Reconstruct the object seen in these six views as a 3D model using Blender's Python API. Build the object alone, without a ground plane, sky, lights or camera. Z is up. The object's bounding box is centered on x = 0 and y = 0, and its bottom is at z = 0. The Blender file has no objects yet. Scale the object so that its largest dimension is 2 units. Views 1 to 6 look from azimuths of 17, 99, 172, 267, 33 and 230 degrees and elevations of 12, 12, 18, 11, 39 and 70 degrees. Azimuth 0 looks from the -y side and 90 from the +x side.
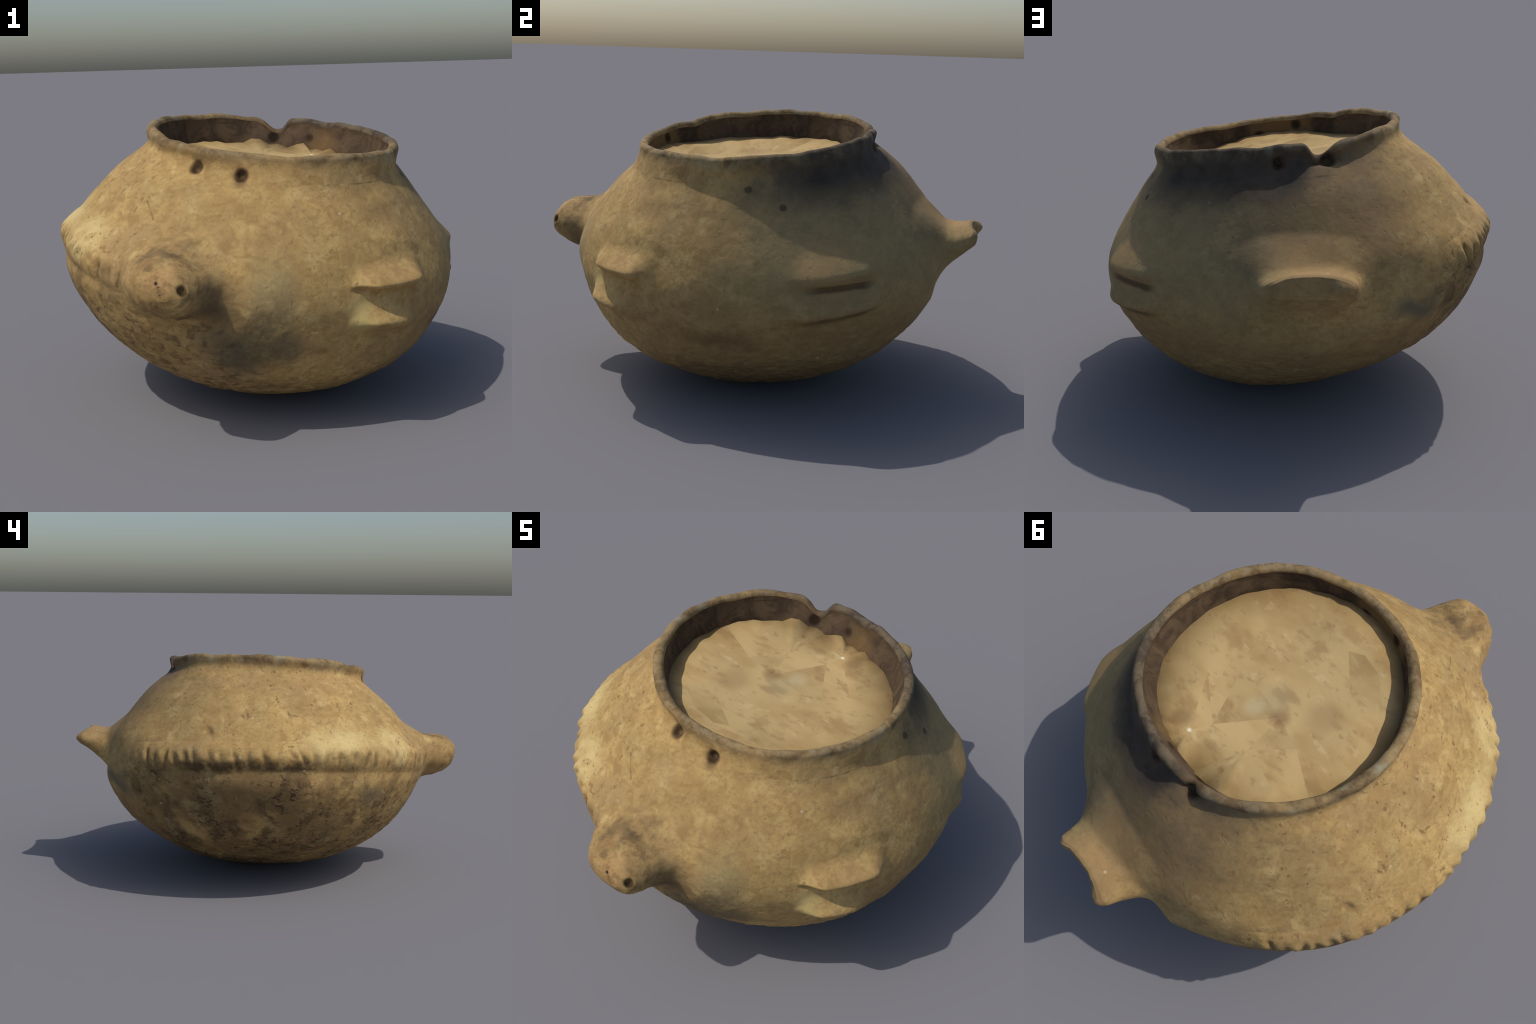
"""Hand-built earthenware effigy pot: a squat round-bottomed vessel with an animal
head, a forked tail, pairs of ridged limbs, one pinched carapace ridge, a sooty
flared neck with suspension holes and a broken notch, filled with clay."""
import math
import bpy
import numpy as np
from mathutils import Vector
from mathutils.geometry import delaunay_2d_cdt

rng = np.random.default_rng(11)
PI = math.pi

# ------------------------------------------------------------------ vessel form
# The wall is a stack of slightly oval cross-sections about an upright axis.
AXIS = np.array([0.0705, 0.0750])
# rim height: constant, then cos/sin terms of the azimuth (the rim is tilted)
RIM = [1.0887, -0.0580, 0.0296, 0.0035, 0.0059, -0.0024, -0.0006, -0.0018]
# level q (height = q^2 * rim height), mean radius, then cos/sin terms 1..4
SECTIONS = np.array([
    (0.000, 0.0000, 0.0000, 0.0000, 0.0000, 0.0000, 0.0000, 0.0000, 0.0000, 0.0000),
    (0.090, 0.1457, 0.0339, -0.0298, -0.0083, -0.0015, 0.0009, 0.0011, 0.0002, -0.0008),
    (0.180, 0.2823, 0.0499, -0.0556, -0.0161, -0.0014, 0.0008, 0.0021, -0.0003, -0.0016),
    (0.270, 0.4060, 0.0301, -0.0661, -0.0181, -0.0012, -0.0019, 0.0018, -0.0026, -0.0025),
    (0.360, 0.5235, 0.0145, -0.0688, -0.0138, 0.0021, -0.0041, 0.0027, -0.0044, -0.0034),
    (0.450, 0.6392, -0.0034, -0.0616, -0.0054, -0.0016, -0.0024, 0.0039, -0.0036, -0.0032),
    (0.540, 0.7309, -0.0312, -0.0547, -0.0064, -0.0020, -0.0003, 0.0030, 0.0011, -0.0009),
    (0.630, 0.7935, -0.0525, -0.0551, -0.0016, 0.0033, 0.0022, 0.0016, 0.0039, 0.0019),
    (0.700, 0.8174, -0.0614, -0.0524, -0.0041, 0.0078, 0.0039, 0.0021, 0.0033, -0.0004),
    (0.760, 0.8117, -0.0751, -0.0554, 0.0013, 0.0120, 0.0059, 0.0142, 0.0007, -0.0000),
    (0.820, 0.7718, -0.0827, -0.0580, 0.0025, 0.0100, 0.0058, 0.0102, -0.0006, -0.0015),
    (0.880, 0.6837, -0.0574, -0.0601, -0.0011, 0.0032, 0.0063, 0.0075, -0.0023, -0.0033),
    (0.925, 0.6068, -0.0357, -0.0591, 0.0015, 0.0017, 0.0050, 0.0068, -0.0048, -0.0052),
    (0.955, 0.5430, -0.0077, -0.0597, 0.0049, 0.0020, 0.0045, 0.0074, -0.0070, -0.0064),
    (0.978, 0.5228, 0.0210, -0.0729, 0.0065, -0.0053, -0.0042, 0.0041, -0.0086, -0.0020),
    (1.000, 0.5143, 0.0205, -0.0741, 0.0040, -0.0049, 0.0013, 0.0027, -0.0021, 0.0041),
])
LIP = 0.0205            # half thickness of the rolled lip


def smooth(a, b, x):
    t = np.clip((x - a) / (b - a), 0, 1)
    return t * t * (3 - 2 * t)


def wrap(d):
    return (d + 180) % 360 - 180


def harmonics(th, n):
    cols, k = [np.ones_like(th)], 1
    while len(cols) < n:
        cols += [np.cos(k * th), np.sin(k * th)]
        k += 1
    return np.stack(cols[:n], -1)


def spline(K, V, q):
    """natural cubic spline through rows V at knots K"""
    n, h = len(K), np.diff(K)
    A, B = np.eye(n), np.zeros((n, n))
    for i in range(1, n - 1):
        A[i, i - 1:i + 2] = h[i - 1], 2 * (h[i - 1] + h[i]), h[i]
        B[i, i - 1:i + 2] = 6 / h[i - 1], -6 / h[i - 1] - 6 / h[i], 6 / h[i]
    M = np.linalg.solve(A, B @ V)
    i = np.clip(np.searchsorted(K, q) - 1, 0, n - 2)
    d = (K[i + 1] - K[i])
    a = ((K[i + 1] - q) / d)[:, None]
    b = 1 - a
    d = d[:, None]
    return a * V[i] + b * V[i + 1] + ((a ** 3 - a) * M[i] + (b ** 3 - b) * M[i + 1]) * d * d / 6


def rim_plain(th):
    return harmonics(th, len(RIM)) @ np.array(RIM)


def rim_height(th):
    """rim with its broken notch and worn places"""
    a = np.degrees(th)
    z = rim_plain(th)
    d = wrap(a - 100.5)
    z = z - 0.051 * np.exp(-np.abs(np.where(d > 0, d / 10.0, d / 5.4)) ** 2.6)
    z = z - 0.010 * np.exp(-(wrap(a + 124) / 5.5) ** 2)
    z = z + 0.005 * np.sin(5 * th + 1) * np.sin(3 * th + 2) + 0.0025 * np.sin(17 * th) * np.sin(4 * th)
    return z


def value_noise(P, scale, seed):
    """smooth lattice noise in about -1..1"""
    r = np.random.default_rng(seed)
    T = r.uniform(-1, 1, (24, 24, 24))
    X = P * scale + 50.3
    I = np.floor(X).astype(int)
    F = X - I
    F = F * F * (3 - 2 * F)
    out = 0
    for c in range(8):
        o = np.array([c & 1, c >> 1 & 1, c >> 2 & 1])
        w = np.prod(np.where(o, F, 1 - F), -1)
        J = (I + o) % 24
        out = out + w * T[J[..., 0], J[..., 1], J[..., 2]]
    return out


# ------------------------------------------------------------------ relief on the wall
def shelf(dz, up, down, blunt=0.011):
    """ledge across a ridge: long ramp above the crest, short drop below it, crest thumbed round"""
    def sharp(d):
        t = np.clip(np.where(d > 0, d / up, -d / down), 0, 1)
        return np.where(d > 0, (1 - t) ** 2 * (1 + 0.9 * t), 1 - t * t * (3 - 2 * t))
    return (sharp(dz - blunt) + 2 * sharp(dz) + sharp(dz + blunt)) / 4


def crest(a):
    """height of the pinched cord: highest at the middle of the back, sinking to both ends"""
    return 0.734 - 2.3e-5 * (a - 181.0) ** 2


# azimuths of the finger pinches along the cord, unevenly spaced
PINCH_AZ = [137.6, 141.5, 145.5, 149.8, 152.7, 156.6, 159.4, 164.8, 168.0, 172.2, 176.5, 181.0, 185.4, 189.2, 192.0,
            195.9, 199.8, 204.0, 209.0, 214.3, 217.3, 222.6, 226.5, 230.2, 235.4, 239.7, 244.0, 248.0]
PINCHES = [(a, rng.uniform(0.35, 1.0) + (0.45 if a > 203 else 0), rng.uniform(-26, 22) + (24 if a > 212 else 0),
            rng.uniform(0.8, 1.4) + (0.25 if a > 203 else 0), rng.uniform(-0.016, 0.010) + (0.012 if a > 203 else 0), rng.uniform(0.018, 0.040)) for a in PINCH_AZ]


def carapace_ridge(az, z):
    a = az % 360
    dz = z - crest(a)
    ends = smooth(130, 139, a) * (1 - smooth(247, 254, a))
    t = np.clip(np.abs(np.where(dz > 0, dz / 0.054, dz / 0.084)), 0, 1)
    cord = (0.016 + 0.003 * np.sin(a * 0.31)) * np.where(dz > 0, (1 - t ** 2.6) ** 0.9, (1 - t ** 2.0) ** 1.4)
    cord = cord - 0.003 * np.exp(-((dz + 0.088) / 0.026) ** 2)
    groove = np.zeros_like(a)
    lobe = np.zeros_like(a)
    for k, (c, depth, lean, width, shift, reach) in enumerate(PINCHES):
        mark = np.exp(-((a - c - dz * lean) / width) ** 2 - (np.abs(dz + 0.012 - shift) / reach) ** 2.4)
        groove = np.maximum(groove, depth * mark)
        wide = (PINCHES[min(k + 1, len(PINCHES) - 1)][0] - c) or 4.0
        lobe = lobe + (0.003 + 0.006 * abs(math.sin(k * 2.3 + 0.6))) * np.exp(-((a - c - wide / 2 - dz * lean) / (wide * 0.36)) ** 2
                                                               - ((dz - (0.008 if c > 203 else -0.004)) / 0.030) ** 2)
    band = np.exp(-(np.abs(dz + 0.012) / 0.046) ** 3)
    return (cord + lobe - 0.011 * groove) * ends


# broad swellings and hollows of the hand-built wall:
# azimuth, height, spread in degrees, spread in height, outward amount
SWELLS = [(136, .86, 13, .10, -.018), (136, .71, 11, .05, -.012), (152, .88, 12, .08, -.008), (231, .85, 14, .10, -.014),
          (190, .800, 48, .040, -.013), (148, 1.0, 20, .05, -.013), (148, .78, 12, .06, -.008), (244, .77, 9, .05, -.011),
          (95, .60, 14, .06, .012), (104, .54, 15, .085, .026), (188, .58, 20, .05, .010), (242, .76, 14, .05, -.008), (86, .77, 16, .045, -.017), (53, .42, 14, .08, .016),
          (136, .54, 14, .07, .012), (155, .58, 12, .05, .010), (185, .16, 40, .07, .012), (198, .27, 36, .07, .010),
          (198, .43, 30, .06, -.008), (96, .19, 40, .06, .010), (-95, .21, 40, .06, .010),
          (48, .985, 18, .03, -.009), (20, .545, 13, .07, .014), (31, .50, 12, .05, .006),
          (-88, .53, 12, .07, .021), (-110, .57, 8, .07, .020), (-38, .55, 20, .26, .014), (-36, .71, 14, .07, .010),
          (-62, .42, 8, .05, -.006)]


def swells(az, z):
    out = 0.010 * np.exp(-((z - 0.11) / 0.05) ** 2)
    for a, h, da, dh, v in SWELLS:
        out = out + v * np.exp(-(wrap(az - a) / da) ** 2 - ((z - h) / dh) ** 2)
    return out


def limbs(az, z):
    a = wrap(az)
    out = np.zeros_like(a)
    # fore limb: two ledges that meet at the head side like an open hand
    zc = 0.570 + 0.004 * np.sin(a * 0.2)
    amp = 0.062 * smooth(-57, -47, a) * (1 - smooth(-34, -26.5, a))
    out += amp * shelf(z - zc, 0.085, 0.044)
    zc = np.interp(a, [-58, -50, -42, -34, -28], [.440, .430, .418, .400, .385])
    amp = 0.064 * smooth(-57, -48, a) * (1 - smooth(-41, -29, a))
    out += amp * shelf(z - zc, 0.078, 0.050)
    out -= 0.010 * np.exp(-((z - .385) / .022) ** 2 - ((a + 50) / 5.0) ** 2)
    out -= 0.014 * np.exp(-((z - .553) / .014) ** 2 - ((a + 52.5) / 2.2) ** 2)
    # hind limb: two ledges with a dark slot between
    zc = np.interp(a, [10, 20, 28, 36, 44], [.600, .603, .612, .622, .628])
    amp = 0.035 * smooth(11, 22, a) * (1 - smooth(35, 45, a))
    out += amp * shelf(z - zc, 0.10, 0.046)
    zc = np.interp(a, [12, 20, 27, 36, 46], [.456, .454, .460, .482, .503])
    amp = 0.043 * smooth(9, 20, a) * (1 - smooth(35, 47, a))
    out += amp * shelf(z - zc, 0.085, 0.052)
    slot = np.exp(-((z - np.interp(a, [18, 30, 42], [.560, .564, .570])) / .012) ** 2)
    out -= 0.008 * slot * smooth(15, 22, a) * (1 - smooth(38, 43, a))
    return out


# pierced suspension holes in the neck and little dents: (x, y, z), radius, depth
HOLES = [((-0.071, -0.505, 0.995), 0.026, 0.026), ((0.114, -0.520, 0.961), 0.026, 0.026),
         ((-0.042, 0.505, 1.050), 0.030, 0.026), ((0.150, 0.510, 1.043), 0.024, 0.024)]
DENTS = [((-0.678, 0.314, 0.832), 0.022, 0.008), ((-0.690, 0.300, 0.815), 0.018, 0.006)]
EYE = ((0.035, -0.972, 0.629), 0.017, 0.030)
PRICKS = [((-0.040, -1.0, 0.640), 0.0045, 0.004), ((-0.040, -0.995, 0.612), 0.0045, 0.004),
          ((-0.050, -0.998, 0.662), 0.006, 0.0015)]

# ------------------------------------------------------------------ build the wall grid
NC, NB, NL, NI = 1260, 600, 18, 60
th = np.linspace(-PI, PI, NC, endpoint=False)
qf = np.linspace(0.012, 1, 4000)
Rm = spline(SECTIONS[:, 0], SECTIONS[:, 1:], qf)[:, 0]
arc = np.r_[0, np.cumsum(np.hypot(np.diff(Rm), np.diff(qf ** 2 * 1.09)))]
# finer rows across the belly where the relief sits
weight = 1 + 0.9 * np.exp(-((qf - 0.72) / 0.12) ** 2)
arc = np.r_[0, np.cumsum(np.diff(arc) * weight[1:])]
q = np.interp(np.linspace(0, arc[-1], NB), arc, qf)
sec = spline(SECTIONS[:, 0], SECTIONS[:, 1:], q)
R = sec @ harmonics(th, 9).T                                  # rows x columns
zr = rim_height(th)
zp = rim_plain(th)
top = zr - LIP
# heights follow the plain rim below the neck and the worn rim at the top
t2 = (q ** 2)[:, None]
k = smooth(0.90, 1.0, t2)
Z = t2 * zp[None] * (1 - k) + (t2 * top[None]) * k
c, s = np.cos(th), np.sin(th)
az = np.degrees(np.arctan2(s, c))[None] + 0 * Z

rad = R + swells(az, Z) * smooth(0.0, 0.06, Z) + carapace_ridge(az, Z) + limbs(az, Z)
rad = rad + 0.012 * np.exp(-(wrap(az + 110) / 20) ** 2) * smooth(0.10, 0.02, zp[None] - Z)
# on the front right the neck stands straight and then sweeps out into the shoulder
calm = 1 - np.exp(-(np.abs(wrap(az + 58)) / 38) ** 3)
foot = zp[None] - 0.17
t = np.clip((Z - foot) / 0.17, 0, 1)
k0 = np.abs(Z - foot).argmin(0)
r_foot = rad[k0, np.arange(NC)][None]
swept = rad[-1:] + 0.003 + (r_foot - rad[-1:] - 0.003) * (1 - t) ** 2.1
take = (1 - calm) * smooth(0.0, 0.35, t)
rad = rad * (1 - take) + swept * take
ease = (1 - calm) * np.exp(-((Z - foot - 0.03) / 0.06) ** 2)
for _ in range(160):
    mid = rad.copy()
    mid[1:-1] = (rad[:-2] + rad[2:]) / 2
    rad = rad + (mid - rad) * 0.8 * ease
rad = rad - 0.004 * calm * np.exp(-((zp[None] - Z - 0.085) / 0.03) ** 2)     # waist of the neck
rad = rad + 0.006 * calm * np.exp(-((zp[None] - Z - 0.020) / 0.022) ** 2)    # swelling of the lip
X = AXIS[0] + rad * c
Y = AXIS[1] + rad * s
outer = np.stack([X, Y, Z], -1)

# rolled lip and inner wall
lip = []
for f in np.linspace(0, PI, NL + 1)[1:]:
    r = rad[-1] - LIP + LIP * np.cos(f)
    lip.append(np.stack([AXIS[0] + r * c, AXIS[1] + r * s, top + LIP * np.sin(f)], -1))
inner = []
for d in np.linspace(0, 1, NI + 1)[1:]:
    z = top - 0.19 * d
    lean = 0.014 + 0.026 * np.exp(-(wrap(az[0] - 50) / 80) ** 4)      # the wall leans in on the far side
    r = rad[-1] - 2 * LIP - lean * float(smooth(0.0, 0.6, d))
    inner.append(np.stack([AXIS[0] + r * c, AXIS[1] + r * s, z], -1))
inner = np.array(inner)
grid = np.concatenate([outer, np.array(lip), inner], 0)
NROW = len(grid)


def normals(G):
    du = np.roll(G, -1, 1) - np.roll(G, 1, 1)
    dv = np.gradient(G, axis=0)
    n = np.cross(du, dv)
    return n / np.maximum(np.linalg.norm(n, axis=-1, keepdims=True), 1e-9)


# ------------------------------------------------------------------ head and tail pulled out of the wall
def table(rows, rho):
    rows = np.array(rows)
    return [np.interp(rho, rows[:, 0], rows[:, i]) for i in range(1, rows.shape[1])]


def pull(G, sign, rows, power, tilt, tip_of=None):
    """draw an appendage out of the wall along +-y: rows give, from the tip (0) to
    the root (1), depth, centre x, half width, centre z, half height"""
    rows = np.array(rows)
    root = rows[-1]
    x, y, z = G[..., 0], G[..., 1], G[..., 2]
    face = (y * sign > 0.35)
    ct, st = math.cos(tilt), math.sin(tilt)
    xr, zz = x - root[2], z - root[4]
    ux = (xr * ct - zz * st) / root[3]
    uz = (xr * st + zz * ct) / root[5]
    rho = (np.abs(ux) ** power + np.abs(uz) ** power) ** (1 / power)
    m = face & (rho < 1.0)
    rh = np.where(m, rho, 1)
    depth, cx, hx, cz, hz = table(rows, rh)
    inv = 1 / np.maximum(rh, 1e-6)
    pa, pb = hx * ux * inv, hz * uz * inv
    nx, nz = cx + pa * ct + pb * st, cz - pa * st + pb * ct
    w = 1 - smooth(0.80, 1.0, rh)
    if tip_of is not None:
        depth = depth + tip_of(nx, nz) * (1 - smooth(0.45, 0.9, rh))
    ny = y * (1 - w) + sign * depth * w
    # lateral move fades back to the wall at the root
    out = G.copy()
    out[..., 0] = np.where(m, nx * w + x * (1 - w), x)
    out[..., 1] = np.where(m, ny, y)
    out[..., 2] = np.where(m, nz * w + z * (1 - w), z)
    return out, np.where(face, rho, 9.0)


HEAD = [  # rho, depth, cx, half width, cz, half height
    (0.00, 1.002, -0.035, 0.000, 0.618, 0.000),
    (0.10, 1.000, -0.035, 0.036, 0.617, 0.026),
    (0.22, 0.986, -0.045, 0.078, 0.616, 0.050),
    (0.34, 0.963, -0.057, 0.112, 0.616, 0.073),
    (0.46, 0.928, -0.066, 0.137, 0.615, 0.094),
    (0.58, 0.886, -0.073, 0.155, 0.614, 0.108),
    (0.70, 0.843, -0.075, 0.171, 0.611, 0.112),
    (0.80, 0.805, -0.070, 0.194, 0.607, 0.119),
    (0.90, 0.776, -0.066, 0.236, 0.600, 0.148),
    (1.00, 0.752, -0.062, 0.295, 0.594, 0.190)]
TAIL = [
    (0.00, 0.962, 0.088, 0.000, 0.688, 0.000),
    (0.22, 0.961, 0.088, 0.100, 0.688, 0.026),
    (0.34, 0.955, 0.088, 0.150, 0.687, 0.042),
    (0.42, 0.942, 0.088, 0.165, 0.683, 0.050),
    (0.54, 0.910, 0.084, 0.174, 0.666, 0.062),
    (0.68, 0.868, 0.080, 0.188, 0.645, 0.078),
    (0.80, 0.828, 0.075, 0.210, 0.626, 0.105),
    (0.90, 0.798, 0.072, 0.250, 0.622, 0.155),
    (1.00, 0.775, 0.068, 0.320, 0.608, 0.215)]


def fork(x, z):
    """two blunt horns at the corners of the tail shelf"""
    out = np.interp(x, [-0.11, -0.075, -0.045, -0.015, 0.02, 0.06, 0.12, 0.18, 0.22, 0.25, 0.28],
                    [-0.010, 0.024, 0.042, 0.032, 0.004, -0.010, -0.012, -0.010, 0.008, -0.006, -0.02])
    return np.where(out > 0, out * np.exp(-((z - 0.692) / 0.036) ** 2), out)


grid, rho_head = pull(grid, -1, HEAD, 2.1, 0.24)
grid, rho_tail = pull(grid, 1, TAIL, 2.6, 0.0, fork)
rho_head[NB:] = rho_tail[NB:] = 9

# fillet the roots
for rho, lo, hi, rounds in ((rho_head, 0.45, 1.35, 16), (rho_tail, 0.55, 1.45, 40)):
    w = (smooth(lo, lo + 0.3, rho) * (1 - smooth(hi - 0.3, hi, rho)))[..., None] * 0.8
    w[:2] = 0
    for _ in range(rounds):
        avg = (np.roll(grid, 1, 0) + np.roll(grid, -1, 0) + np.roll(grid, 1, 1) + np.roll(grid, -1, 1)) / 4
        grid = grid + (avg - grid) * w

# thumb-smoothed edges of the limbs and of the cord
zz_ = np.concatenate([Z, np.full((NL + NI, NC), 9.0)], 0)
aa_ = np.tile(wrap(az[:1]), (NROW, 1))
soft = np.maximum(smooth(-64, -58, aa_) * (1 - smooth(-26, -20, aa_)) * smooth(.34, .38, zz_) * (1 - smooth(.64, .68, zz_)),
                  smooth(8, 12, aa_) * (1 - smooth(44, 50, aa_)) * smooth(.38, .42, zz_) * (1 - smooth(.70, .74, zz_)))[..., None] * 0.7
for _ in range(6):
    avg = (np.roll(grid, 1, 0) + np.roll(grid, -1, 0) + np.roll(grid, 1, 1) + np.roll(grid, -1, 1)) / 4
    grid = grid + (avg - grid) * soft

# seat the holes and marks on the wall itself
def seated(items, rows):
    out = []
    for p, r, depth in items:
        d2 = ((grid[:rows] - np.array(p)) ** 2).sum(-1)
        k_ = np.unravel_index(d2.argmin(), d2.shape)
        out.append((tuple(float(v_) for v_ in grid[k_]), r, depth))
    return out


HOLES, DENTS, PRICKS = seated(HOLES, NB - 1), seated(DENTS, NB), seated(PRICKS, NB)
EYE = seated([EYE], NB)[0]
SCRATCH = [p for p, _, _ in seated([((-0.238, -0.592, 0.880), 0, 0), ((-0.190, -0.672, 0.822), 0, 0)], NB)]
a0, a1 = np.array(SCRATCH[0]), np.array(SCRATCH[1])

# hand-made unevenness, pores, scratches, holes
N = normals(grid)
rough = 0.0026 * value_noise(grid, 6, 1) + 0.0008 * value_noise(grid, 19, 2) + 0.0004 * value_noise(grid, 48, 3)
lower = (1 - smooth(0.15, 0.62, grid[..., 2]))
rough = rough + lower * (0.0026 * value_noise(grid, 27, 4) + 0.0026 * value_noise(grid, 58, 5))
pits = np.clip(value_noise(grid, 62, 6) - 0.50, 0, 1)
rough = rough - 0.0018 * pits * smooth(0.2, -0.5, grid[..., 0] * 0.8 + grid[..., 1] * 0.4)
rimness = np.zeros((NROW, 1))
rimness[NB - 40:NB + NL + 6] = 1
rough = rough + rimness * (0.0024 * value_noise(grid, 13, 12) + 0.0010 * value_noise(grid, 40, 13))
rough[:3] *= 0
headness = 1 - smooth(0.55, 1.0, rho_head)
rough = rough + headness * (0.007 * value_noise(grid, 11, 8) + 0.004 * value_noise(grid, 24, 9))
move = rough
for (p, r, depth) in HOLES + DENTS + [EYE] + PRICKS:
    d = np.linalg.norm(grid - np.array(p), axis=-1)
    shape = np.exp(-(d / (r * 0.80)) ** 2.4)
    move = move - depth * shape
# scratch on the shoulder
t = np.clip(((grid - a0) @ (a1 - a0)) / ((a1 - a0) @ (a1 - a0)), 0, 1)
d = np.linalg.norm(grid - (a0 + t[..., None] * (a1 - a0)), axis=-1)
move = move - 0.004 * np.exp(-(d / 0.0045) ** 2)
grid = grid + N * move[..., None]
grid[..., 2] -= grid[..., 2].min()

# ------------------------------------------------------------------ mesh, split into parts
verts = np.concatenate([grid.reshape(-1, 3), [[AXIS[0] + 0.004, AXIS[1], grid[0, :, 2].min() - 0.0002]]])
pole = len(verts) - 1
verts[:, 2] -= verts[:, 2].min()
i, j = np.meshgrid(np.arange(NROW - 1), np.arange(NC), indexing='ij')
jn = (j + 1) % NC
quads = np.stack([i * NC + j, i * NC + jn, (i + 1) * NC + jn, (i + 1) * NC + j], -1)

Zb = np.concatenate([Z, np.tile(zr, (NL + NI, 1))], 0)
AZ = np.tile(az[:1], (NROW, 1))
# part of each quad, from the middle of the un-displaced wall
qz, qa = Zb[:-1], AZ[:-1]
part = np.zeros((NROW - 1, NC), int)
part[qz > (zp[None] - 0.115)] = 1                              # neck
part[NB - 8:] = 2                                              # rim
part[NB + NL - 1:] = 3                                         # inner wall
ad = qa % 360
zc = crest(ad)
part[(ad > 130) & (ad < 252) & (np.abs(qz - zc + 0.012) < 0.052) & (part == 0)] = 4
part[(qa > -60) & (qa < -26) & (qz > 0.39) & (qz < 0.63) & (part == 0)] = 5
part[(qa > 11) & (qa < 45) & (qz > 0.42) & (qz < 0.68) & (part == 0)] = 6
part[(rho_head[:-1] < 1.0)] = 7
part[(rho_tail[:-1] < 1.0)] = 8
NAMES = ["belly", "neck", "rim", "inner_wall", "pinched_ridge", "forelimb", "hindlimb", "head", "tail"]

full = normals(grid)
vnorm = np.concatenate([full.reshape(-1, 3), [[0, 0, -1.0]]])


def make_object(name, V, faces_flat, sizes, mat, nrm=None, parent=None):
    me = bpy.data.meshes.new(name)
    me.vertices.add(len(V))
    me.vertices.foreach_set("co", V.astype(np.float32).ravel())
    me.loops.add(len(faces_flat))
    me.loops.foreach_set("vertex_index", faces_flat.astype(np.int32))
    me.polygons.add(len(sizes))
    me.polygons.foreach_set("loop_start", (np.cumsum(sizes) - sizes).astype(np.int32))
    me.update(calc_edges=True)
    me.validate()
    me.materials.append(mat)
    if nrm is not None:
        me.polygons.foreach_set("use_smooth", np.ones(len(sizes), bool))
        me.normals_split_custom_set_from_vertices(nrm.tolist())
    ob = bpy.data.objects.new(name, me)
    bpy.context.collection.objects.link(ob)
    ob.parent = parent
    return ob


# ------------------------------------------------------------------ materials
def rgb(r, g, b):
    f = lambda u: (u / 255 / 12.92) if u <= 10 else ((u / 255 + 0.055) / 1.055) ** 2.4
    return (f(r), f(g), f(b), 1)


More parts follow.
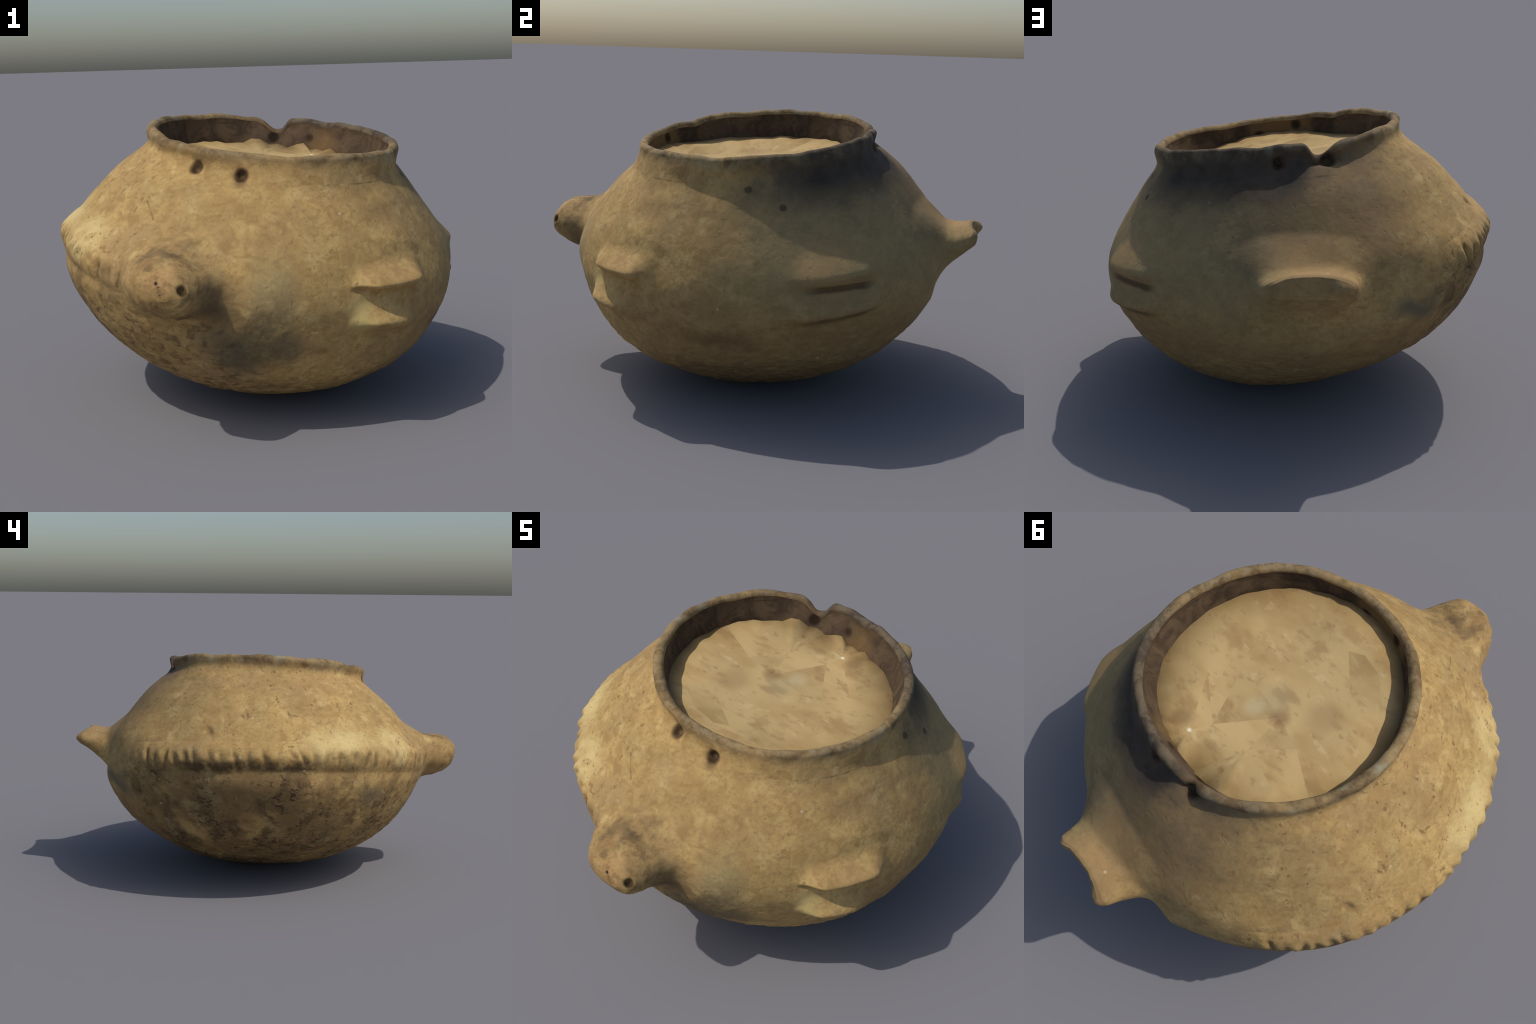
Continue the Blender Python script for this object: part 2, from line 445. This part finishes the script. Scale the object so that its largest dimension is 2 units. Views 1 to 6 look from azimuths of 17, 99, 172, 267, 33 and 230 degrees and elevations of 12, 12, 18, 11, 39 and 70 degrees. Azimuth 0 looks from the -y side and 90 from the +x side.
class Nodes:
    def __init__(self, name):
        self.mat = bpy.data.materials.new(name)
        self.mat.use_nodes = True
        self.t = self.mat.node_tree
        self.t.nodes.clear()
        self.out = self.t.nodes.new("ShaderNodeOutputMaterial")
        self.bsdf = self.t.nodes.new("ShaderNodeBsdfPrincipled")
        self.t.links.new(self.bsdf.outputs[0], self.out.inputs[0])
        self.co = self.t.nodes.new("ShaderNodeTexCoord").outputs["Object"]

    def put(self, socket, v):
        if isinstance(v, bpy.types.NodeSocket):
            self.t.links.new(v, socket)
        else:
            socket.default_value = v

    def math(self, op, a, b=0.0, c=None, clamp=False):
        n = self.t.nodes.new("ShaderNodeMath")
        n.operation, n.use_clamp = op, clamp
        self.put(n.inputs[0], a)
        self.put(n.inputs[1], b)
        if c is not None:
            self.put(n.inputs[2], c)
        return n.outputs[0]

    def mul(self, *a):
        o = a[0]
        for b in a[1:]:
            o = self.math("MULTIPLY", o, b)
        return o

    def vec(self, op, a, b=(0, 0, 0), out=0):
        n = self.t.nodes.new("ShaderNodeVectorMath")
        n.operation = op
        self.put(n.inputs[0], a)
        self.put(n.inputs[1], b)
        return n.outputs[out]

    def noise(self, scale, detail=3, rough=0.55, co=None, stretch=None, distort=0.0):
        n = self.t.nodes.new("ShaderNodeTexNoise")
        co = co or self.co
        if stretch:
            co = self.vec("MULTIPLY", co, stretch)
        self.put(n.inputs["Vector"], co)
        n.inputs["Scale"].default_value = scale
        n.inputs["Detail"].default_value = detail
        n.inputs["Roughness"].default_value = rough
        n.inputs["Distortion"].default_value = distort
        return n.outputs["Fac"], n.outputs["Color"]

    def voronoi(self, scale, co=None, rand=1.0):
        n = self.t.nodes.new("ShaderNodeTexVoronoi")
        self.put(n.inputs["Vector"], co or self.co)
        n.inputs["Scale"].default_value = scale
        n.inputs["Randomness"].default_value = rand
        return n.outputs["Distance"], n.outputs["Color"]

    def ramp(self, v, lo, hi, a=0.0, b=1.0):
        """smooth map of v from lo..hi to a..b"""
        n = self.t.nodes.new("ShaderNodeMapRange")
        n.interpolation_type = "SMOOTHSTEP"
        self.put(n.inputs["Value"], v)
        for key, x in (("From Min", lo), ("From Max", hi), ("To Min", a), ("To Max", b)):
            n.inputs[key].default_value = x
        return n.outputs[0]

    def mix(self, f, a, b, mode="MIX"):
        n = self.t.nodes.new("ShaderNodeMix")
        n.data_type, n.blend_type = "RGBA", mode
        self.put(n.inputs["Factor"], f)
        self.put(n.inputs["A"], a) if False else None
        sock = [x for x in n.inputs if x.type == "RGBA"]
        self.put(sock[0], a)
        self.put(sock[1], b)
        return [x for x in n.outputs if x.type == "RGBA"][0]

    def blob(self, p, r0, r1, co=None, squash=(1, 1, 1)):
        """1 inside r0 of the point p, 0 beyond r1"""
        v = self.vec("SUBTRACT", co or self.co, p)
        if squash != (1, 1, 1):
            v = self.vec("MULTIPLY", v, squash)
        return self.ramp(self.vec("LENGTH", v, out=1), r0, r1, 1, 0)

    def streak(self, a, b, r0, r1):
        """1 along the segment a-b, 0 beyond r1 from it"""
        d = Vector(b) - Vector(a)
        v = self.vec("SUBTRACT", self.co, a)
        t = self.math("DIVIDE", self.vec("DOT_PRODUCT", v, tuple(d), out=1), d.length_squared, clamp=True)
        along = self.vec("SCALE", tuple(d))
        self.put(along.node.inputs["Scale"], t)
        return self.ramp(self.vec("LENGTH", self.vec("SUBTRACT", v, along), out=1), r0, r1, 1, 0)

    def any(self, *a):
        o = a[0]
        for b in a[1:]:
            o = self.math("MAXIMUM", o, b)
        return o


def pottery():
    n = Nodes("fired_clay")
    sep = n.t.nodes.new("ShaderNodeSeparateXYZ")
    n.put(sep.inputs[0], n.co)
    x, y, z = sep.outputs
    # coordinates shaken by noise so that patch borders are ragged
    wob = n.vec("SCALE", n.vec("SUBTRACT", n.noise(5.5, 4, 0.6)[1], (0.5, 0.5, 0.5)))
    wob.node.inputs["Scale"].default_value = 0.22
    co = n.vec("ADD", n.co, wob)
    ang = n.math("ARCTAN2", n.math("SUBTRACT", y, float(AXIS[1])), n.math("SUBTRACT", x, float(AXIS[0])))
    deg = n.math("MULTIPLY", ang, 180 / PI)
    wn = n.math("SUBTRACT", n.noise(6, 4, 0.6)[0], 0.5)
    zw = n.math("ADD", z, n.mul(wn, 0.16))
    dw = n.math("ADD", deg, n.mul(wn, 40.0))

    # ---- ground tone: buff clay, orange-tan and greyish clouds, soft mottling
    col = n.mix(n.ramp(n.noise(2.6, 3)[0], 0.38, 0.62), rgb(180, 149, 94), rgb(194, 161, 102))
    col = n.mix(n.ramp(n.noise(2.1, 4, 0.62, co=n.vec("ADD", n.co, (5.0, 2.0, 1.0)))[0], 0.48, 0.66, 0, 0.55), col, rgb(158, 130, 92))
    col = n.mix(n.ramp(n.noise(7.0, 4, 0.6)[0], 0.50, 0.74, 0, 0.7), col, rgb(160, 129, 82))
    col = n.mix(n.mul(n.ramp(n.noise(11.0, 3)[0], 0.52, 0.70), 0.60), col, rgb(203, 174, 116))
    col = n.mix(n.mul(n.ramp(n.noise(4.2, 3, 0.5, distort=0.4)[0], 0.56, 0.74), 0.25), col, rgb(152, 140, 102))
    grain = n.noise(58, 4, 0.62)[0]
    col = n.mix(n.ramp(grain, 0.44, 0.70, 0.0, 0.40), col, rgb(140, 114, 76))
    col = n.mix(n.ramp(n.noise(30, 2, 0.5)[0], 0.58, 0.78, 0, 0.28), col, rgb(206, 184, 134))

    drag = n.noise(20, 4, 0.6, stretch=(1, 1, 1.5), distort=0.6)[0]
    col = n.mix(n.ramp(drag, 0.46, 0.68, 0, 0.55), col, rgb(143, 113, 69))
    col = n.mix(n.ramp(n.noise(12, 4, 0.6, distort=0.3)[0], 0.44, 0.66, 0, 0.42), col, rgb(156, 122, 76))

    # ---- greenish grey tint on the +x +y flank, brown tint over the far shoulder
    flank = n.mul(n.ramp(dw, -20, 20), n.ramp(dw, 70, 105, 1, 0), n.ramp(zw, 0.30, 0.60))
    col = n.mix(n.mul(flank, 0.55), col, rgb(122, 116, 88))
    flank = n.mul(n.ramp(dw, 60, 82), n.ramp(dw, 112, 140, 1, 0), n.ramp(zw, 0.58, 0.80))
    col = n.mix(n.mul(flank, 0.6), col, rgb(122, 100, 72))
    low = n.mul(n.ramp(zw, 0.34, 0.56, 1, 0), n.ramp(dw, -60, -20), n.ramp(dw, 120, 150, 1, 0))
    col = n.mix(n.mul(low, 0.55), col, rgb(132, 106, 74))

    # ---- dark stained underside on the ridge side, scabby and streaked
    side = n.math("ADD", n.ramp(dw, 112, 150), n.ramp(dw, -145, -92, 1, 0), clamp=True)
    under = n.mul(side, n.ramp(zw, 0.60, 0.72, 1, 0))
    patch = n.noise(4.6, 4, 0.6, distort=0.3)[0]
    dark_side = n.ramp(n.math("FLOORED_MODULO", dw, 360.0), 188, 222, 1.0, 0.45)
    col = n.mix(n.mul(under, n.ramp(patch, 0.30, 0.54), dark_side, 0.78), col, rgb(112, 89, 60))
    col = n.mix(n.mul(under, n.ramp(n.noise(8.3, 5, 0.66, distort=0.5)[0], 0.48, 0.62), n.ramp(dark_side, 0.3, 1.0, 0.55, 1.0), 0.72), col, rgb(84, 66, 46))
    col = n.mix(n.mul(under, n.ramp(n.noise(7.5, 3)[0], 0.58, 0.70), 0.5), col, rgb(160, 142, 102))
    gate = n.ramp(n.noise(4.1, 3, 0.6)[0], 0.40, 0.56)
    worms = n.noise(24, 4, 0.6, stretch=(1, 1, 1.5), distort=1.4)[0]
    col = n.mix(n.mul(under, gate, n.ramp(worms, 0.53, 0.64), 0.8), col, rgb(52, 42, 32))
    # base: wavy rippled brown and tan all round
    base = n.mul(n.ramp(zw, 0.10, 0.30, 1, 0), n.any(side, 0.65))
    fleck = n.ramp(n.noise(17, 5, 0.65, stretch=(1, 1, 2.8), distort=1.0)[0], 0.47, 0.62)
    col = n.mix(n.mul(base, fleck, 0.62), col, rgb(86, 66, 44))
    flank = n.mul(n.ramp(dw, -165, -140), n.ramp(dw, -88, -68, 1, 0), n.ramp(zw, 0.46, 0.60, 1, 0))
    dabs = n.noise(21, 4, 0.6, stretch=(1, 1, 1.4), distort=0.7)[0]
    col = n.mix(n.mul(flank, n.ramp(dabs, 0.50, 0.64), 0.62), col, rgb(92, 71, 46))
    # dark band below the crimped ridge, dark strokes in the pinches
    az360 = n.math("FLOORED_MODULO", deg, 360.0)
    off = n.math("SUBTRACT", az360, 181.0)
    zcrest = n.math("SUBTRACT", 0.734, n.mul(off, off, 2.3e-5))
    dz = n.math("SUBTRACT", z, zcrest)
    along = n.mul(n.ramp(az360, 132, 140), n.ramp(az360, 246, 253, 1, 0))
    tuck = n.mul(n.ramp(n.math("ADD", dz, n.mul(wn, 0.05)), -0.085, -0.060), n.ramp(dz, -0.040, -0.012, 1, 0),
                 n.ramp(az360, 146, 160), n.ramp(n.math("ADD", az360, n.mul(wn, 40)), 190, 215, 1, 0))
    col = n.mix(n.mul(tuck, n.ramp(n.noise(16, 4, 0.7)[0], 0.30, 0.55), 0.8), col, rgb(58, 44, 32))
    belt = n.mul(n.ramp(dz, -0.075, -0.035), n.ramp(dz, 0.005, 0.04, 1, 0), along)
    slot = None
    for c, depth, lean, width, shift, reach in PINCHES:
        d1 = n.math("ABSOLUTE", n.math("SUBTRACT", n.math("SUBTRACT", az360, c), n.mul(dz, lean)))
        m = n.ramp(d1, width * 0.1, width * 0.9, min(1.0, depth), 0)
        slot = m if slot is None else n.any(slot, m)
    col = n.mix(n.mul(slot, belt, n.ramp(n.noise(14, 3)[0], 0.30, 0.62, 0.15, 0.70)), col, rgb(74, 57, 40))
    # clay lightened above the ridge for the sun's highlight
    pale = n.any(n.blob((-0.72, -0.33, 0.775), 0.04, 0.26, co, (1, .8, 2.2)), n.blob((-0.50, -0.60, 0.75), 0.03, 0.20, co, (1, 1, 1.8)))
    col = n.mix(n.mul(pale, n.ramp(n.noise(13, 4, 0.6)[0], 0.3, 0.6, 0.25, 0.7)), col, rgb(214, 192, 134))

    # ---- fire clouds: blue-grey smudges
    for p, r0, r1, sq, k, c3 in (
            ((0.20, -0.76, 0.36), 0.03, 0.21, (1, 1, 1), 0.7, (84, 78, 64)),
            ((0.10, -0.76, 0.33), 0.02, 0.15, (1, 1, .8), 0.6, (78, 76, 66)),
            ((0.33, -0.70, 0.35), 0.02, 0.13, (1, 1, 1), 0.6, (90, 84, 70)),
            ((0.09, -0.82, 0.54), 0.03, 0.15, (1, 1, 1), 0.65, (92, 78, 58)),
            ((0.29, -0.74, 0.57), 0.04, 0.15, (1, 1, .8), 0.38, (146, 138, 102)),
            ((-0.38, 0.74, 0.53), 0.02, 0.15, (1, 1, 1.6), 0.7, (90, 92, 80)),
            ((-0.30, 0.78, 0.56), 0.02, 0.12, (1, 1, 1.4), 0.5, (92, 92, 80)),
            ((-0.65, -0.46, 0.53), 0.02, 0.14, (1, 1, 1.8), 0.6, (86, 82, 68)),
            ((0.30, 0.72, 0.77), 0.02, 0.17, (1, 1, 1.3), 0.5, (78, 72, 60)),
            ((0.77, -0.02, 0.34), 0.01, 0.14, (.6, .6, 2.6), 0.5, (96, 66, 44))):
        col = n.mix(n.mul(n.blob(p, r0, r1, co, sq), k), col, rgb(*c3))

    # ---- head: smoke smears on the crown and under the chin
    smear = n.ramp(n.noise(18, 3, 0.55, stretch=(1, .7, 1))[0], 0.38, 0.64)
    col = n.mix(n.mul(n.blob((-0.08, -0.83, 0.74), 0.06, 0.19, co, (1, 1, 1)), smear, 0.65), col, rgb(98, 82, 60))
    col = n.mix(n.mul(n.blob((-0.038, -0.872, 0.738), 0.010, 0.065, co), 0.85), col, rgb(70, 58, 44))
    col = n.mix(n.mul(n.blob((-0.04, -0.90, 0.50), 0.04, 0.12, co), smear, 0.7), col, rgb(88, 68, 48))
    col = n.mix(n.mul(n.blob((0.10, -0.88, 0.57), 0.02, 0.12, co), 0.55), col, rgb(84, 72, 56))
    col = n.mix(n.mul(n.blob((-0.03, -0.99, 0.65), 0.02, 0.09, co), 0.5), col, rgb(190, 148, 98))
    headm = n.blob((-0.07, -0.92, 0.61), 0.13, 0.20)
    col = n.mix(n.mul(headm, n.ramp(n.noise(19, 4, 0.65, distort=0.4)[0], 0.48, 0.66), 0.6), col, rgb(104, 82, 56))
    # warm tops of the tail and limbs
    for p, r in (((0.09, 0.88, 0.75), 0.16), ((0.70, -0.44, 0.59), 0.12), ((0.75, 0.38, 0.65), 0.14)):
        col = n.mix(n.mul(n.blob(p, 0.03, r, co), 0.45), col, rgb(176, 142, 96))
    col = n.mix(n.mul(n.blob((0.57, -0.60, 0.455), 0.02, 0.10, co), 0.6), col, rgb(196, 178, 118))

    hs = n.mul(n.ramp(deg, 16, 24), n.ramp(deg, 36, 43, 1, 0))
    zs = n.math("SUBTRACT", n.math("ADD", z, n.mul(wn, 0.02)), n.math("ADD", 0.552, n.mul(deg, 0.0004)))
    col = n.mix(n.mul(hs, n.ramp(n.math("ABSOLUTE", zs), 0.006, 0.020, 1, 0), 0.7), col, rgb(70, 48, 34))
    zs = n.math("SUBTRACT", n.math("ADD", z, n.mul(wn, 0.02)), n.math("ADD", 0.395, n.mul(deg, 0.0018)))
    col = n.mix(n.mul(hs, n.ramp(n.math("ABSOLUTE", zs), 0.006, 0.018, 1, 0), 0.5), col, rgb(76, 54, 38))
    grit = n.noise(90, 2, 0.5)[0]
    col = n.mix(n.ramp(grit, 0.56, 0.74, 0, 0.25), col, rgb(128, 101, 64))
    # ---- dark pores, thickest on the sunny shoulder
    shoulder = n.mul(n.ramp(x, 0.10, -0.45), n.ramp(y, 0.62, 0.2), n.ramp(z, 0.62, 0.74))
    fl = n.noise(44, 3, 0.55, stretch=(1, 1, 0.75))[0]
    pore = n.mul(n.ramp(fl, 0.60, 0.70), n.ramp(n.noise(8, 2)[0], 0.36, 0.56))
    where = n.math("ADD", n.math("MULTIPLY", n.any(side, shoulder), 0.75), 0.2, clamp=True)
    col = n.mix(n.mul(pore, where, 0.75), col, rgb(112, 86, 52))
    specks, _ = n.voronoi(13, n.vec("ADD", co, (0.2, 0.1, 0.3)))
    col = n.mix(n.mul(n.ramp(specks, 0.04, 0.12, 1, 0), n.ramp(n.noise(3.3, 2)[0], 0.45, 0.62), 0.55), col, rgb(86, 70, 48))
    white, _ = n.voronoi(9.3, n.vec("ADD", n.co, (3.3, 1.7, 0.4)))
    col = n.mix(n.mul(n.ramp(white, 0.03, 0.09, 1, 0), n.ramp(n.noise(5.1, 2)[0], 0.46, 0.60), 0.5), col, rgb(222, 210, 176))

    col = n.mix(n.mul(n.streak(*SCRATCH, 0.001, 0.006), 0.45), col, rgb(92, 72, 46))
    # ---- neck: soot on the +x +y arc, smoky lip all round, dark inside
    rimz = n.math("ADD", n.math("MULTIPLY", n.math("COSINE", ang), RIM[1]), n.math("MULTIPLY", n.math("SINE", ang), RIM[2]))
    h = n.math("SUBTRACT", n.math("ADD", rimz, RIM[0]), z)        # distance below the rim
    hw = n.math("ADD", h, n.mul(wn, 0.10))
    arcm = n.mul(n.ramp(dw, -8, 28), n.ramp(dw, 88, 112, 1, 0))
    soot = n.mul(arcm, n.ramp(hw, 0.10, 0.235, 1, 0))
    col = n.mix(n.mul(soot, 0.95), col, n.mix(n.ramp(n.noise(13, 4, 0.65, distort=0.8)[0], 0.40, 0.62), rgb(38, 36, 37), rgb(56, 50, 46)))
    mott0 = n.noise(10, 4, 0.6)[0]
    halo = n.mul(n.ramp(dw, -40, 20), n.ramp(dw, 118, 175, 1, 0), n.ramp(hw, 0.05, 0.38, 1, 0))
    col = n.mix(n.mul(halo, n.ramp(mott0, 0.3, 0.65, 0.28, 0.62)), col, rgb(90, 80, 68))
    wisps = n.ramp(n.noise(24, 4, 0.7, stretch=(1, 1, .6), distort=1.5)[0], 0.56, 0.70)
    col = n.mix(n.mul(soot, wisps, 0.35), col, rgb(84, 76, 68))
    mott = n.noise(17, 4, 0.65)[0]
    lipc = n.mix(n.ramp(mott, 0.38, 0.62), rgb(76, 62, 48), rgb(134, 118, 90))
    lipc = n.mix(n.ramp(n.noise(9, 3)[0], 0.58, 0.70, 0, 0.7), lipc, rgb(150, 150, 128))
    lipm = n.ramp(n.math("ADD", h, n.mul(wn, 0.08)), 0.006, 0.060, 1, 0)
    col = n.mix(n.mul(lipm, n.ramp(n.noise(7, 4, 0.65)[0], 0.32, 0.58, 0.35, 0.8), n.ramp(soot, 0.0, 1.0, 1.0, 0.6)), col, lipc)
    # holes: dents coloured dark brown
    for p, r, depth in HOLES:
        col = n.mix(n.mul(n.blob(p, r * 0.8, r * 2.0, co), 0.5), col, rgb(92, 68, 48))
        pit = n.noise(40, 3, 0.6)[0]
        col = n.mix(n.mul(n.blob(p, r * 0.70, r * 1.45), 0.9), col, n.mix(n.ramp(pit, 0.40, 0.62), rgb(40, 29, 22), rgb(82, 60, 44)))
    for p, r, depth in [EYE] + PRICKS:
        col = n.mix(n.mul(n.blob(p, r * 0.8, r * 1.4), 0.9), col, rgb(36, 30, 22))
    col = n.mix(n.mul(n.any(n.blob((0.628, 0.058, 0.907), 0.010, 0.022), n.blob((0.652, 0.200, 0.847), 0.010, 0.020)), 0.7), col, rgb(54, 48, 40))
    col = n.mix(n.mul(n.blob((-0.684, 0.308, 0.825), 0.008, 0.030), 0.5), col, rgb(112, 88, 58))

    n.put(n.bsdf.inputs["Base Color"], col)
    n.bsdf.inputs["Roughness"].default_value = 0.85
    n.bsdf.inputs["Specular IOR Level"].default_value = 0.2
    bump = n.t.nodes.new("ShaderNodeBump")
    bump.inputs["Strength"].default_value = 0.30
    bump.inputs["Distance"].default_value = 0.006
    hgt = n.math("SUBTRACT", n.math("MULTIPLY", grain, 0.7), n.mul(pore, 0.6))
    n.put(bump.inputs["Height"], hgt)
    n.put(n.bsdf.inputs["Normal"], bump.outputs[0])
    return n.mat


def inside():
    n = Nodes("smoked_inner_clay")
    sep = n.t.nodes.new("ShaderNodeSeparateXYZ")
    n.put(sep.inputs[0], n.co)
    hairs = n.noise(11, 5, 0.68, distort=0.8)[0]
    col = n.mix(n.ramp(hairs, 0.36, 0.66), rgb(66, 54, 42), rgb(96, 79, 60))
    wob = n.vec("SCALE", n.vec("SUBTRACT", n.noise(9, 4, 0.6)[1], (0.5, 0.5, 0.5)))
    wob.node.inputs["Scale"].default_value = 0.12
    co = n.vec("ADD", n.co, wob)
    # bare clay near the front holes and beside the notch
    bare = n.any(n.blob((0.02, -0.44, 1.0), 0.13, 0.19, co), n.blob((0.22, 0.43, 1.0), 0.02, 0.11, co))
    col = n.mix(n.mul(bare, n.ramp(n.noise(8, 4, 0.6)[0], 0.32, 0.58, 0.35, 0.8)), col, rgb(122, 97, 62))
    for p, r in (((0.114, -0.475, 0.965), 0.03), ((-0.055, -0.44, 1.03), 0.03), ((0.15, 0.465, 1.02), 0.03), ((-0.03, 0.46, 1.03), 0.028)):
        col = n.mix(n.mul(n.blob(p, r * 0.7, r * 1.3), 0.9), col, rgb(40, 29, 21))
    n.put(n.bsdf.inputs["Base Color"], col)
    n.bsdf.inputs["Roughness"].default_value = 0.9
    n.bsdf.inputs["Specular IOR Level"].default_value = 0.15
    return n.mat


def filling(turn, tone):
    n = Nodes("clay_filling")
    # smeared clay: noise drawn out along the diagonal
    rot = n.t.nodes.new("ShaderNodeMapping")
    rot.inputs["Rotation"].default_value = (0, 0, turn)
    rot.inputs["Scale"].default_value = (0.75, 1.35, 1)
    n.put(rot.inputs["Vector"], n.co)
    co = rot.outputs[0]
    col = n.mix(n.ramp(n.noise(3.5, 3, co=co)[0], 0.38, 0.62), rgb(178, 148, 98), rgb(196, 168, 116))
    col = n.mix(n.ramp(n.noise(9, 4, 0.6, co=co)[0], 0.52, 0.70, 0, 0.7), col, rgb(162, 132, 88))
    col = n.mix(n.ramp(n.noise(15, 3, 0.6, co=co)[0], 0.58, 0.74, 0, 0.6), col, rgb(208, 184, 134))
    col = n.mix(n.ramp(n.noise(24, 3, 0.6, co=co)[0], 0.58, 0.74, 0, 0.45), col, rgb(140, 112, 76))
    for p, r, k, c3 in (((0.0, 0.06, 0.97), 0.055, 0.6, (126, 92, 62)), ((0.07, 0.02, 0.97), 0.10, 0.4, (158, 146, 112)),
                        ((-0.11, -0.06, 0.97), 0.10, 0.4, (146, 114, 82)), ((0.24, 0.33, 0.95), 0.06, 0.6, (122, 92, 60)),
                        ((0.10, 0.10, 0.97), 0.06, 0.5, (206, 190, 150)), ((0.18, 0.345, 0.955), 0.014, 0.9, (238, 230, 206))):
        col = n.mix(n.mul(n.blob(p, r * 0.25, r), k), col, rgb(*c3))
    col = n.mix(0.8, col, (tone, tone, tone, 1), "MULTIPLY")
    n.put(n.bsdf.inputs["Base Color"], col)
    n.bsdf.inputs["Roughness"].default_value = 0.85
    n.bsdf.inputs["Specular IOR Level"].default_value = 0.2
    return n.mat


CLAY, INSIDE = pottery(), inside()
FILLS = [filling(0.55, 1.0), filling(-0.5, 1.03), filling(1.7, 0.90)]

pot = bpy.data.objects.new("effigy_pot", None)
bpy.context.collection.objects.link(pot)
pot["label"] = "squat buff clay effigy pot with animal head, forked tail and sooty neck"
pot["category"] = "pottery vessel"

flatp = part.ravel()
fq = quads.reshape(-1, 4)
for idx, name in enumerate(NAMES):
    f = fq[flatp == idx]
    flat, sizes = f.ravel(), np.full(len(f), 4)
    if idx == 0:
        jj = np.arange(NC)
        fan = np.stack([np.full(NC, pole), (jj + 1) % NC, jj], -1)
        flat, sizes = np.r_[flat, fan.ravel()], np.r_[sizes, np.full(NC, 3)]
    used, local = np.unique(flat, return_inverse=True)
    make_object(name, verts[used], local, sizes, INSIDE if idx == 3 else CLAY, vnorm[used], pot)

# ------------------------------------------------------------------ clay filling: a creased plug
ring_n = 60
ring_th = np.linspace(-PI, PI, ring_n, endpoint=False)
col_of = ((ring_th + PI) / (2 * PI) * NC).astype(int) % NC
last = grid[NB + NL:]
ring = []
for k_, (a_, cidx) in enumerate(zip(ring_th, col_of)):
    dg = math.degrees(a_)
    below = 0.112 + rng.uniform(-0.006, 0.006)
    below += -0.052 * math.exp(-(wrap(dg + 92) / 26) ** 2) - 0.012 * math.exp(-(wrap(dg + 140) / 30) ** 2)
    below += rng.choice([0.016, 0.010, -0.004, -0.014]) * math.exp(-(wrap(dg - 92) / 38) ** 2)
    below += 0.010 * math.exp(-(wrap(dg - 180) / 60) ** 2)
    row = min(NI - 1, max(0, int(round((below - LIP) / 0.19 * NI))))
    p = last[row, cidx]
    r = p[:2] - AXIS
    ring.append((AXIS[0] + r[0] * 1.035, AXIS[1] + r[1] * 1.035, zp[cidx] - below))


def level(x, y):
    """tilted, slightly dished surface of the filling"""
    return 0.964 - 0.105 * (x - AXIS[0]) + 0.040 * (y - AXIS[1])


FOLDS = [(-0.08, -0.214, -0.004), (-0.209, 0.267, 0.004), (-0.024, 0.229, -0.006), (0.144, 0.264, -0.006),
         (0.001, 0.06, -0.004), (0.18, 0.344, -0.004), (0.322, -0.199, -0.012), (-0.16, -0.16, 0.0),
         (0.26, 0.02, -0.010), (-0.14, 0.10, -0.002), (0.12, -0.16, -0.006), (0.33, 0.14, -0.012),
         (-0.25, 0.02, 0.006), (-0.012, -0.350, 0.012), (0.045, -0.320, 0.004), (-0.105, -0.330, 0.022), (0.17, -0.33, 0.012), (0.40, -0.05, -0.012), (0.20, -0.30, -0.012), (-0.20, -0.26, 0.010)]
pts = [Vector((p[0], p[1])) for p in ring] + [Vector(f[:2]) for f in FOLDS]
hts = [p[2] for p in ring] + [level(f[0], f[1]) + f[2] for f in FOLDS]
edges = [(k_, (k_ + 1) % ring_n) for k_ in range(ring_n)]
cv, _, cf, orig, *_ = delaunay_2d_cdt(pts, edges, [], 1, 1e-5)
topv = [(v.x, v.y, hts[o[0]]) for v, o in zip(cv, orig)]
nt = len(topv)
allv = np.array(topv + [(v[0], v[1], v[2] - 0.05) for v in topv])
faces = []
for f in cf:
    a_, b_, c_ = [np.array(topv[k_][:2]) for k_ in f[:3]]
    up = (b_ - a_)[0] * (c_ - a_)[1] - (b_ - a_)[1] * (c_ - a_)[0] > 0
    f = list(f) if up else list(f)[::-1]
    faces += [f, [k_ + nt for k_ in f[::-1]]]
for k_ in range(ring_n):
    m_ = (k_ + 1) % ring_n
    faces.append([k_, k_ + nt, m_ + nt, m_])
flat = np.array([k_ for f in faces for k_ in f])
make_object("clay_filling", allv, flat, np.array([len(f) for f in faces]), FILLS[0], None, pot)
for m_ in FILLS[1:]:
    bpy.data.objects["clay_filling"].data.materials.append(m_)
# the broad middle is one smear; a few folded triangles at the edge were pressed another way
KNOTS = [(-0.08, -0.214), (-0.209, 0.267), (-0.024, 0.229), (0.144, 0.264)]
mesh_ = bpy.data.objects["clay_filling"].data
for poly in mesh_.polygons:
    corners = [mesh_.vertices[v_].co for v_ in poly.vertices]
    if any((c_.x - a_) ** 2 + (c_.y - b_) ** 2 < 1e-6 for c_ in corners for a_, b_ in KNOTS):
        poly.material_index = int(rng.choice([0, 0, 1, 1, 2]))
